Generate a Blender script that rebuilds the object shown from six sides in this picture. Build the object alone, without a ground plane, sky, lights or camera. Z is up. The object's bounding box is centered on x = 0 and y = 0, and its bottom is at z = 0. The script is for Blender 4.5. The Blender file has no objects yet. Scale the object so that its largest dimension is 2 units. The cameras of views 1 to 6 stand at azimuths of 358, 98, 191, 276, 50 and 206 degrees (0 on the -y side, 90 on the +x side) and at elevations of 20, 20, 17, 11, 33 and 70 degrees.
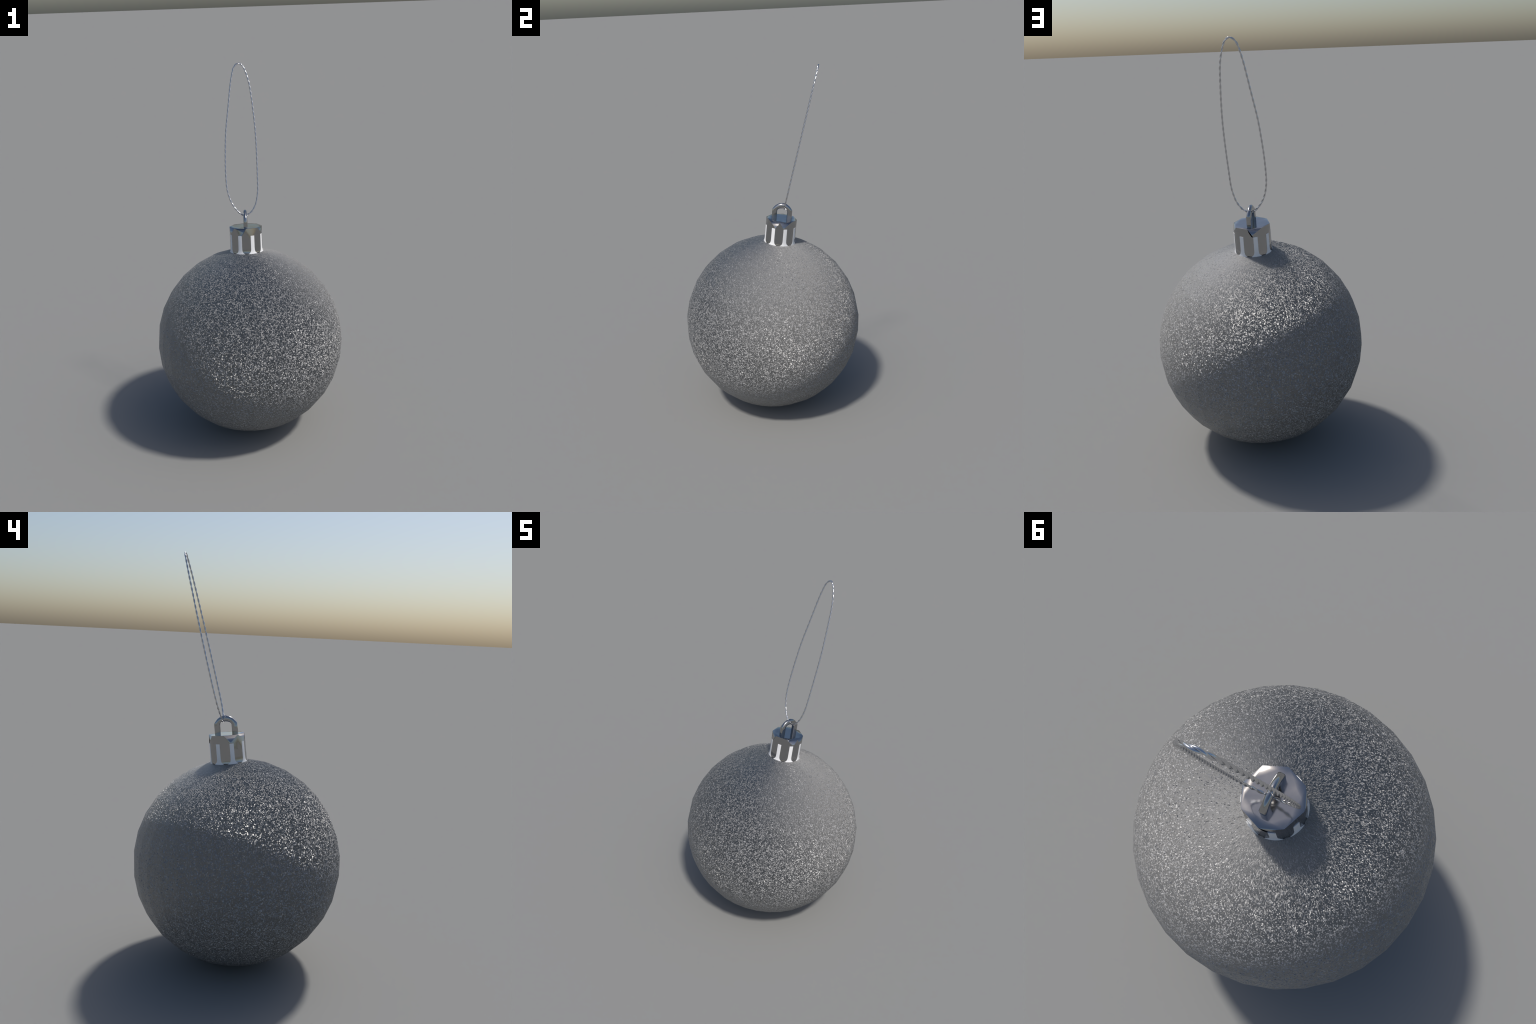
"""A silver glitter bauble: a faceted ball that leans a little on the ground,
a chromed crown with eight pale flutes, a wire staple on top of it and a loop
of twisted silver cord."""
import bpy
import numpy as np
from math import sin, cos, pi, radians

# ---------------------------------------------------------------- frame
TILT = radians(7.01)                    # the ornament leans towards +y
R_BALL = 0.5163
CENTRE = np.array([0.0, 0.0, 0.9973 * R_BALL])
AX_X = np.array([1.0, 0.0, 0.0])
AX_Y = np.array([0.0, cos(TILT), -sin(TILT)])
AX_Z = np.array([0.0, sin(TILT), cos(TILT)])   # axis of ball and crown


def to_world(p):
    """ornament coordinates (axis = z, ball centre = origin) -> world"""
    p = np.atleast_2d(np.asarray(p, float))
    return CENTRE + p[:, :1] * AX_X + p[:, 1:2] * AX_Y + p[:, 2:] * AX_Z


def make_object(name, verts, faces, material, parent, smooth=True):
    me = bpy.data.meshes.new(name)
    me.from_pydata([tuple(v) for v in verts], [], [tuple(int(i) for i in f) for f in faces])
    me.update()
    if smooth:
        me.polygons.foreach_set("use_smooth", [True] * len(me.polygons))
    me.materials.append(material)
    ob = bpy.data.objects.new(name, me)
    bpy.context.scene.collection.objects.link(ob)
    ob.parent = parent
    return ob


# ---------------------------------------------------------------- materials
def new_material(name):
    m = bpy.data.materials.new(name)
    m.use_nodes = True
    nt = m.node_tree
    return m, nt, nt.nodes["Principled BSDF"]


class Nodes:
    """small helper to write shader maths as expressions"""

    def __init__(self, tree):
        self.t = tree

    def link(self, a, socket):
        if isinstance(a, (int, float)):
            socket.default_value = a
        elif isinstance(a, (tuple, list, np.ndarray)):
            socket.default_value = tuple(float(x) for x in a)
        else:
            self.t.links.new(a, socket)

    def math(self, op, a, b=0.0, c=0.0, clamp=False):
        n = self.t.nodes.new("ShaderNodeMath")
        n.operation, n.use_clamp = op, clamp
        for x, s in zip((a, b, c), n.inputs):
            self.link(x, s)
        return n.outputs[0]

    def vec(self, op, a, b=None, scale=None):
        n = self.t.nodes.new("ShaderNodeVectorMath")
        n.operation = op
        self.link(a, n.inputs[0])
        if b is not None:
            self.link(b, n.inputs[1])
        if scale is not None:
            self.link(scale, n.inputs["Scale"])
        return n.outputs["Value"] if op in ("DOT_PRODUCT", "LENGTH") else n.outputs["Vector"]

    def combine(self, x, y, z):
        n = self.t.nodes.new("ShaderNodeCombineXYZ")
        for v, s in zip((x, y, z), n.inputs):
            self.link(v, s)
        return n.outputs[0]

    def noise(self, vector, scale, detail=0.0, rough=0.5):
        n = self.t.nodes.new("ShaderNodeTexNoise")
        n.noise_dimensions = "3D"
        self.link(vector, n.inputs["Vector"])
        n.inputs["Scale"].default_value = scale
        n.inputs["Detail"].default_value = detail
        n.inputs["Roughness"].default_value = rough
        return n


GRAIN = 165.0         # grains per radian of longitude / latitude
COARSE = 0.6         # size ratio of the bigger flakes
BIG_SHARE = 0.25      # part of the coat made of bigger flakes
JITTER = 0.35
BALL_ROUGH = 0.45
BALL_METAL = 0.18
BALL_COL = (0.34, 0.338, 0.336)
# how the flakes lie: (share of the coat, lean in degrees, heading in degrees,
# 0 = east round the axis, 90 = towards the crown)
LIE = [(0.055, 68, 60), (0.045, 50, 90), (0.05, 30, 120), (0.07, 50, 120), (0.05, 62, 135),
       (0.06, 68, 150), (0.10, 68, 182), (0.52, 68, 204), (0.05, 30, 240)]
LIE_RANGE = 6.0       # leans are stored as tangents within -3 .. 3


def glitter_material():
    m, nt, bsdf = new_material("silver_glitter")
    k = Nodes(nt)
    geo = nt.nodes.new("ShaderNodeNewGeometry")
    tex = nt.nodes.new("ShaderNodeTexCoord")
    d = k.vec("SUBTRACT", tex.outputs["Object"], tuple(CENTRE))
    x, y, z = (k.vec("DOT_PRODUCT", d, tuple(a)) for a in (AX_X, AX_Y, AX_Z))
    r = k.math("SQRT", k.math("ADD", k.math("MULTIPLY", x, x), k.math("MULTIPLY", y, y)))
    lon, lat = k.math("ARCTAN2", y, x), k.math("ARCTAN2", z, r)
    uv = k.combine(lon, lat, 0.0)
    sub = lambda a, b: k.math("SUBTRACT", a, b)
    mul = lambda a, b: k.math("MULTIPLY", a, b)
    add = lambda a, b: k.math("ADD", a, b)
    mix = lambda t, a, b: add(a, mul(t, sub(b, a)))

    # every grain is a little cell with a direction of its own
    warp = k.noise(uv, GRAIN * 1.3, 0.0)
    wobble = k.vec("SCALE", k.vec("SUBTRACT", warp.outputs["Color"], (0.5, 0.5, 0.5)), scale=1.2 / GRAIN)
    ragged = k.vec("ADD", uv, wobble)

    def cells(scale):
        n = nt.nodes.new("ShaderNodeTexVoronoi")
        n.voronoi_dimensions = "2D"
        n.inputs["Scale"].default_value = scale
        nt.links.new(ragged, n.inputs["Vector"])
        sep = nt.nodes.new("ShaderNodeSeparateColor")
        nt.links.new(n.outputs["Color"], sep.inputs[0])
        return sep.outputs

    n1, n2, n3 = cells(GRAIN)
    big, big_pick, _ = cells(GRAIN * COARSE)
    pick = mix(k.math("LESS_THAN", big_pick, BIG_SHARE), n1, big)

    def lie(table):
        """look a lean up in a table of shares"""
        ramp = nt.nodes.new("ShaderNodeValToRGB").color_ramp
        ramp.interpolation = "CONSTANT"
        node = nt.nodes[-1]
        start = 0.0
        for i, (share, lean, head) in enumerate(table):
            t = np.tan(radians(lean))
            el = ramp.elements[i] if i < 1 else (ramp.elements[1] if i == 1 else ramp.elements.new(start))
            el.position = start
            el.color = (t * cos(radians(head)) / LIE_RANGE + 0.5, t * sin(radians(head)) / LIE_RANGE + 0.5, 0.0, 1.0)
            start += share
        nt.links.new(pick, node.inputs[0])
        sep = nt.nodes.new("ShaderNodeSeparateColor")
        nt.links.new(node.outputs[0], sep.inputs[0])
        return [mul(sub(c, 0.5), LIE_RANGE) for c in sep.outputs[:2]]

    be, bn = lie(LIE)
    e = add(be, mul(sub(n3, 0.5), JITTER))
    n = add(bn, mul(sub(n2, 0.5), JITTER))
    nor = geo.outputs["Normal"]
    east = k.vec("NORMALIZE", k.vec("CROSS_PRODUCT", tuple(AX_Z), nor))
    north = k.vec("CROSS_PRODUCT", nor, east)
    bent = k.vec("ADD", nor, k.vec("ADD", k.vec("SCALE", east, scale=e), k.vec("SCALE", north, scale=n)))
    nt.links.new(k.vec("NORMALIZE", bent), bsdf.inputs["Normal"])
    bsdf.inputs["Base Color"].default_value = (*BALL_COL, 1)
    bsdf.inputs["Metallic"].default_value = BALL_METAL
    bsdf.inputs["Roughness"].default_value = BALL_ROUGH
    return m


def chrome_material(name, colour, rough, wear=0.0):
    m, nt, bsdf = new_material(name)
    k = Nodes(nt)
    bsdf.inputs["Base Color"].default_value = (*colour, 1)
    bsdf.inputs["Metallic"].default_value = 1.0
    bsdf.inputs["Roughness"].default_value = rough
    if wear:
        tex = nt.nodes.new("ShaderNodeTexCoord")
        n = k.noise(tex.outputs["Object"], 55.0, 2.0, 0.6)
        nt.links.new(k.math("ADD", k.math("MULTIPLY", n.outputs[0], wear), rough), bsdf.inputs["Roughness"])
    return m


def flute_material():
    m, nt, bsdf = new_material("pale_enamel")
    bsdf.inputs["Base Color"].default_value = (0.8, 0.8, 0.8, 1)
    bsdf.inputs["Metallic"].default_value = 0.0
    bsdf.inputs["Roughness"].default_value = 0.35
    return m


GLITTER = glitter_material()
CHROME = chrome_material("worn_chrome", (0.365, 0.365, 0.365), 0.08, 0.08)
WIRE = chrome_material("bright_wire", (0.38, 0.38, 0.38), 0.12)
TINSEL = chrome_material("silver_tinsel", (0.60, 0.60, 0.61), 0.22)
ENAMEL = flute_material()

# ---------------------------------------------------------------- root
root = bpy.data.objects.new("christmas_ornament", None)
bpy.context.scene.collection.objects.link(root)
root["label"] = "silver glitter ball ornament with chrome crown and cord loop"
root["category"] = "christmas ornament"


# ---------------------------------------------------------------- ball
def build_ball():
    seg, rings = 32, 16
    v, f = [(0, 0, R_BALL)], []
    for i in range(1, rings):
        p = pi * i / rings
        v += [(R_BALL * sin(p) * cos(2 * pi * j / seg), R_BALL * sin(p) * sin(2 * pi * j / seg), R_BALL * cos(p)) for j in range(seg)]
    v.append((0, 0, -R_BALL))
    idx = lambda i, j: 1 + i * seg + j % seg
    for j in range(seg):
        f.append((0, idx(0, j), idx(0, j + 1)))
        f.append((idx(rings - 2, j + 1), idx(rings - 2, j), len(v) - 1))
        for i in range(rings - 2):
            f.append((idx(i, j), idx(i + 1, j), idx(i + 1, j + 1), idx(i, j + 1)))
    return make_object("ball", to_world(v), f, GLITTER, root)


build_ball()

# ---------------------------------------------------------------- crown
H_TOP, R_TOP = 0.645, 0.0880        # octagonal lid
H_FLUTE = 0.606                     # where the flutes begin
FLUTE_HALF = radians(6.7)
# (height, radius on the dark panels, radius on the flutes, half width of a flute)
SIDE = [
    (H_FLUTE, 0.0880, 0.0880, FLUTE_HALF),
    (0.5700, 0.0882, 0.0882, FLUTE_HALF),
    (0.5400, 0.0884, 0.0884, FLUTE_HALF),
    (0.5280, 0.0886, 0.0887, radians(7.0)),
    (0.5190, 0.0888, 0.0893, radians(8.4)),
    (0.5125, 0.0892, 0.0903, radians(11.5)),
    (0.5070, 0.0898, 0.0918, radians(16.5)),
]


def polar(r, a, h):
    return (r * cos(a), r * sin(a), h)


# blue sky reflections on the panels, shaped as tilted three-cornered facets below the lid:
# (which lid edge, direction of the lower tip in degrees, height of the tip)
SKY_REFLECTION_FACETS = {7: (-15.0, 0.608), 0: (15.0, 0.607), 2: (96.0, 0.607), 4: (-160.0, 0.610), 5: (-97.0, 0.624)}


def build_crown():
    """lid + dark panels, one skin; the flutes fill the slots in it"""
    v, f, blend = [], [], []
    add = lambda p: (v.append(p), len(v) - 1)[1]
    mid = add((0, 0, H_TOP))
    rng = np.random.default_rng(7)          # the lid is a little crumpled
    inner = [add(polar(0.062 + 0.014 * (k % 2) * rng.random(), pi / 8 * k, H_TOP + rng.uniform(-0.0012, 0.0004))) for k in range(16)]
    corner = [add(polar(R_TOP, pi / 4 * k, H_TOP)) for k in range(8)]
    for k in range(16):
        f.append((mid, inner[k], inner[(k + 1) % 16]))
    for k in range(8):
        a, b, c = inner[2 * k], inner[2 * k + 1], inner[(2 * k + 2) % 16]
        p, q = corner[k], corner[(k + 1) % 8]
        f += [(a, p, b), (b, p, q), (b, q, c)]
    # panel k spans the corner at 45k degrees; three columns of points
    cols = []
    for k in range(8):
        c = pi / 4 * k
        cols.append([[add(polar(rp if s == 0 else rf, c + s * (pi / 8 - w), h)) for s in (-1, 0, 1)] for h, rp, rf, w in SIDE])
    for k in range(8):
        n = (k + 1) % 8
        left, me_, right = cols[k][0]
        nl = cols[n][0][0]
        f += [(corner[k], left, me_), (corner[k], me_, right)]
        if k in SKY_REFLECTION_FACETS:
            az, h = SKY_REFLECTION_FACETS[k]
            tip = add(polar(0.0874, radians(az), h))
            blend.append((corner[k], corner[n]))
            f += [(corner[k], tip, corner[n]), (corner[k], right, tip), (tip, nl, corner[n]), (tip, right, nl)]
        else:
            f += [(corner[k], right, corner[n]), (corner[n], right, nl)]
        for i in range(len(SIDE) - 1):
            for s in (0, 1):
                a, b = cols[k][i], cols[k][i + 1]
                f.append((a[s], b[s], b[s + 1], a[s + 1]))
    # rolled edge under the panels
    for k in range(8):
        last = cols[k][-1]
        lip = [add((v[i][0] * 0.93, v[i][1] * 0.93, v[i][2] - 0.002)) for i in last]
        for s in (0, 1):
            f.append((last[s], lip[s], lip[s + 1], last[s + 1]))
    ob = make_object("crown", to_world(v), f, CHROME, root)
    # crisp lid edge, except where a sky facet shades into it; crisp facet flanks
    soft = {tuple(sorted(e)) for e in blend}
    lid = set(corner)
    tips = {i for face in f for i in face if i not in lid and abs(v[i][2] - H_FLUTE) > 1e-6 and 0.607 <= v[i][2] < 0.64} | {i for i, p in enumerate(v) if abs(np.hypot(p[0], p[1]) - 0.0874) < 1e-6}
    for e in ob.data.edges:
        a, b = e.vertices
        if a in lid and b in lid:
            e.use_edge_sharp = tuple(sorted((a, b))) not in soft
        elif (a in tips) != (b in tips):
            e.use_edge_sharp = True
    return ob


crown = build_crown()


def build_flutes():
    rise = 0.0006
    for k in range(8):
        c = pi / 4 * k + pi / 8
        v, f = [], []
        steps = (-1, -0.5, 0, 0.5, 1)
        rows = [(h, r, w) for h, rp, r, w in SIDE]
        for h, r, w in rows:
            v += [polar(r + rise, c + s * w, h) for s in steps]
        h, r, w = rows[-1]
        v += [polar(r - 0.004, c + s * w, h - 0.003) for s in steps]
        nr, nc = len(rows) + 1, len(steps)
        for i in range(nr - 1):
            for j in range(nc - 1):
                a = i * nc + j
                f.append((a, a + nc, a + nc + 1, a + 1))
        # back, top and sides give the strip its thickness
        m = len(v)
        v += [(x * 0.965, y * 0.965, z) for x, y, z in v[:]]
        rim = [j for j in range(nc)] + [i * nc + nc - 1 for i in range(1, nr)] + [(nr - 1) * nc + j for j in range(nc - 2, -1, -1)] + [i * nc for i in range(nr - 2, 0, -1)]
        for a, b in zip(rim, rim[1:] + rim[:1]):
            f.append((a, b, b + m, a + m))
        ob = make_object("flute", to_world(v), f, ENAMEL, crown)
        ob.data.set_sharp_from_angle(angle=radians(50))


build_flutes()


# ---------------------------------------------------------------- staple
def build_staple():
    """flat wire bent to an arch; its back rises to a ridge over the arch"""
    half_out, half_in = 0.0572, 0.0288
    foot, corner_h, peak = H_TOP - 0.004, 0.6955, 0.7362
    spring, crown_in = 0.688, 0.7055
    hw = 0.0102
    sect = []      # (outer point, inner point, ridge amount)
    for h in (foot, 0.668, corner_h):
        t = (h - foot) / (corner_h - foot)
        sect.append(((-half_out, h), (-half_in, foot + t * (spring - foot)), 0.0))
    n = 8
    for i in range(1, n):
        a = pi * (1 - i / n)
        outer = (half_out * cos(a), corner_h + (peak - corner_h) * sin(a) ** 1.6)
        inner = (half_in * cos(a), spring + (crown_in - spring) * sin(a) ** 0.8)
        sect.append((outer, inner, sin(a) ** 0.6))
    for h in (corner_h, 0.668, foot):
        t = (h - foot) / (corner_h - foot)
        sect.append(((half_out, h), (half_in, foot + t * (spring - foot)), 0.0))
    v, f = [], []
    for (oy, oz), (iy, iz), ridge in sect:
        o, i_ = np.array([oy, oz]), np.array([iy, iz])
        d = i_ - o
        L = np.linalg.norm(d)
        at = lambda depth: o + d * depth / L
        lo, hi = 0.0004 + 0.0026 * ridge, 0.0028 + 0.0078 * ridge   # slope of the shoulders
        ring = [(0.0, 0.0), (0.62 * hw, lo), (hw, hi), (hw, L - 0.003), (0.7 * hw, L), (-0.7 * hw, L), (-hw, L - 0.003), (-hw, hi), (-0.62 * hw, lo)]
        v += [(x, *at(dep)) for x, dep in ring]
    m = 9
    for s in range(len(sect) - 1):
        for j in range(m):
            a, b = s * m + j, s * m + (j + 1) % m
            f.append((a, b, b + m, a + m))
    f.append(tuple(range(m - 1, -1, -1)))
    f.append(tuple(range((len(sect) - 1) * m, len(sect) * m)))
    ob = make_object("hanging_staple", to_world(v), f, WIRE, root)
    ob.data.set_sharp_from_angle(angle=radians(55))


build_staple()

# ---------------------------------------------------------------- cord
# the loop lies in one leaning plane: control points (x, z) round it
CORD = [
    (0.0002, 1.9957), (0.0214, 1.9808), (0.0339, 1.9544), (0.0436, 1.9255), (0.0517, 1.8914),
    (0.0609, 1.8207), (0.0680, 1.7446), (0.0740, 1.6577), (0.0766, 1.5650), (0.0768, 1.4676),
    (0.0762, 1.3900), (0.0743, 1.3344), (0.0686, 1.2998), (0.0602, 1.2680), (0.0465, 1.2419),
    (0.0288, 1.2222), (0.0122, 1.2142), (-0.0040, 1.2118), (-0.0240, 1.2205), (-0.0495, 1.2468), (-0.0690, 1.2773),
    (-0.0826, 1.3127), (-0.0906, 1.3479), (-0.0943, 1.3880), (-0.0952, 1.4386), (-0.0940, 1.5000),
    (-0.0898, 1.5812), (-0.0831, 1.6600), (-0.0701, 1.7505), (-0.0580, 1.8334), (-0.0519, 1.8748),
    (-0.0445, 1.9160), (-0.0360, 1.9519), (-0.0220, 1.9835),
]
PLANE_N = np.array([0.03561, -0.96523, 0.25895])
PLANE_D = 0.22101


def closed_spline(points, count):
    """periodic natural cubic through the points, resampled at even arc length"""
    p = np.vstack([points, points[:1]])
    t = np.concatenate([[0], np.cumsum(np.linalg.norm(np.diff(p, axis=0), axis=1) ** 0.7)])
    n = len(points)
    h = np.diff(t)
    A, B = np.zeros((n, n)), np.zeros((n, p.shape[1]))
    for i in range(n):
        a, b = h[i - 1], h[i]
        A[i, i - 1] += a
        A[i, i] += 2 * (a + b)
        A[i, (i + 1) % n] += b
        B[i] = 6 * ((p[i + 1] - p[i]) / b - (p[i] - p[i - 1 if i else n - 1]) / a)
    M = np.linalg.solve(A, B)
    M = np.vstack([M, M[:1]])

    def at(s):
        i = np.clip(np.searchsorted(t, s, side="right") - 1, 0, n - 1)
        u, w, hh = (t[i + 1] - s)[:, None], (s - t[i])[:, None], h[i][:, None]
        return M[i] * u ** 3 / (6 * hh) + M[i + 1] * w ** 3 / (6 * hh) + (p[i] / hh - M[i] * hh / 6) * u + (p[i + 1] / hh - M[i + 1] * hh / 6) * w

    fine = at(np.linspace(0, t[-1], 6000))
    L = np.concatenate([[0], np.cumsum(np.linalg.norm(np.diff(fine, axis=0), axis=1))])
    s = np.linspace(0, L[-1], count, endpoint=False)
    return np.stack([np.interp(s, L, fine[:, c]) for c in range(fine.shape[1])], 1), L[-1]


def build_cord():
    pts = np.array([(x, (PLANE_D - PLANE_N[0] * x - PLANE_N[2] * z) / PLANE_N[1], z) for x, z in CORD])
    n = 1000
    line, length = closed_spline(pts, n)
    tan = np.roll(line, -1, 0) - np.roll(line, 1, 0)
    tan /= np.linalg.norm(tan, axis=1)[:, None]
    nrm = PLANE_N / np.linalg.norm(PLANE_N)
    side = np.cross(tan, nrm)
    side /= np.linalg.norm(side, axis=1)[:, None]
    turns = round(length / 0.0535)
    r_lay, r_strand, m = 0.0021, 0.0025, 10
    v, f = [], []
    for strand in (0, 1):
        a = 2 * pi * turns * np.arange(n) / n + pi * strand + 0.6
        # right-handed lay
        c = line + r_lay * (np.cos(a)[:, None] * nrm + np.sin(a)[:, None] * -side * -1)
        tt = np.roll(c, -1, 0) - np.roll(c, 1, 0)
        tt /= np.linalg.norm(tt, axis=1)[:, None]
        u = np.cross(tt, np.cos(a)[:, None] * nrm + np.sin(a)[:, None] * side)
        u /= np.linalg.norm(u, axis=1)[:, None]
        w = np.cross(tt, u)
        base = len(v)
        for i in range(n):
            for j in range(m):
                b = 2 * pi * j / m
                v.append(c[i] + r_strand * (cos(b) * u[i] + sin(b) * w[i]))
        for i in range(n):
            for j in range(m):
                p, q = base + i * m, base + ((i + 1) % n) * m
                f.append((p + j, p + (j + 1) % m, q + (j + 1) % m, q + j))
    ob = make_object("twisted_cord", v, f, TINSEL, root)
    return ob


build_cord()

# make every skin face outwards
import bmesh
for ob in bpy.data.objects:
    if ob.type == "MESH":
        bm = bmesh.new()
        bm.from_mesh(ob.data)
        bmesh.ops.recalc_face_normals(bm, faces=bm.faces)
        bm.to_mesh(ob.data)
        bm.free()
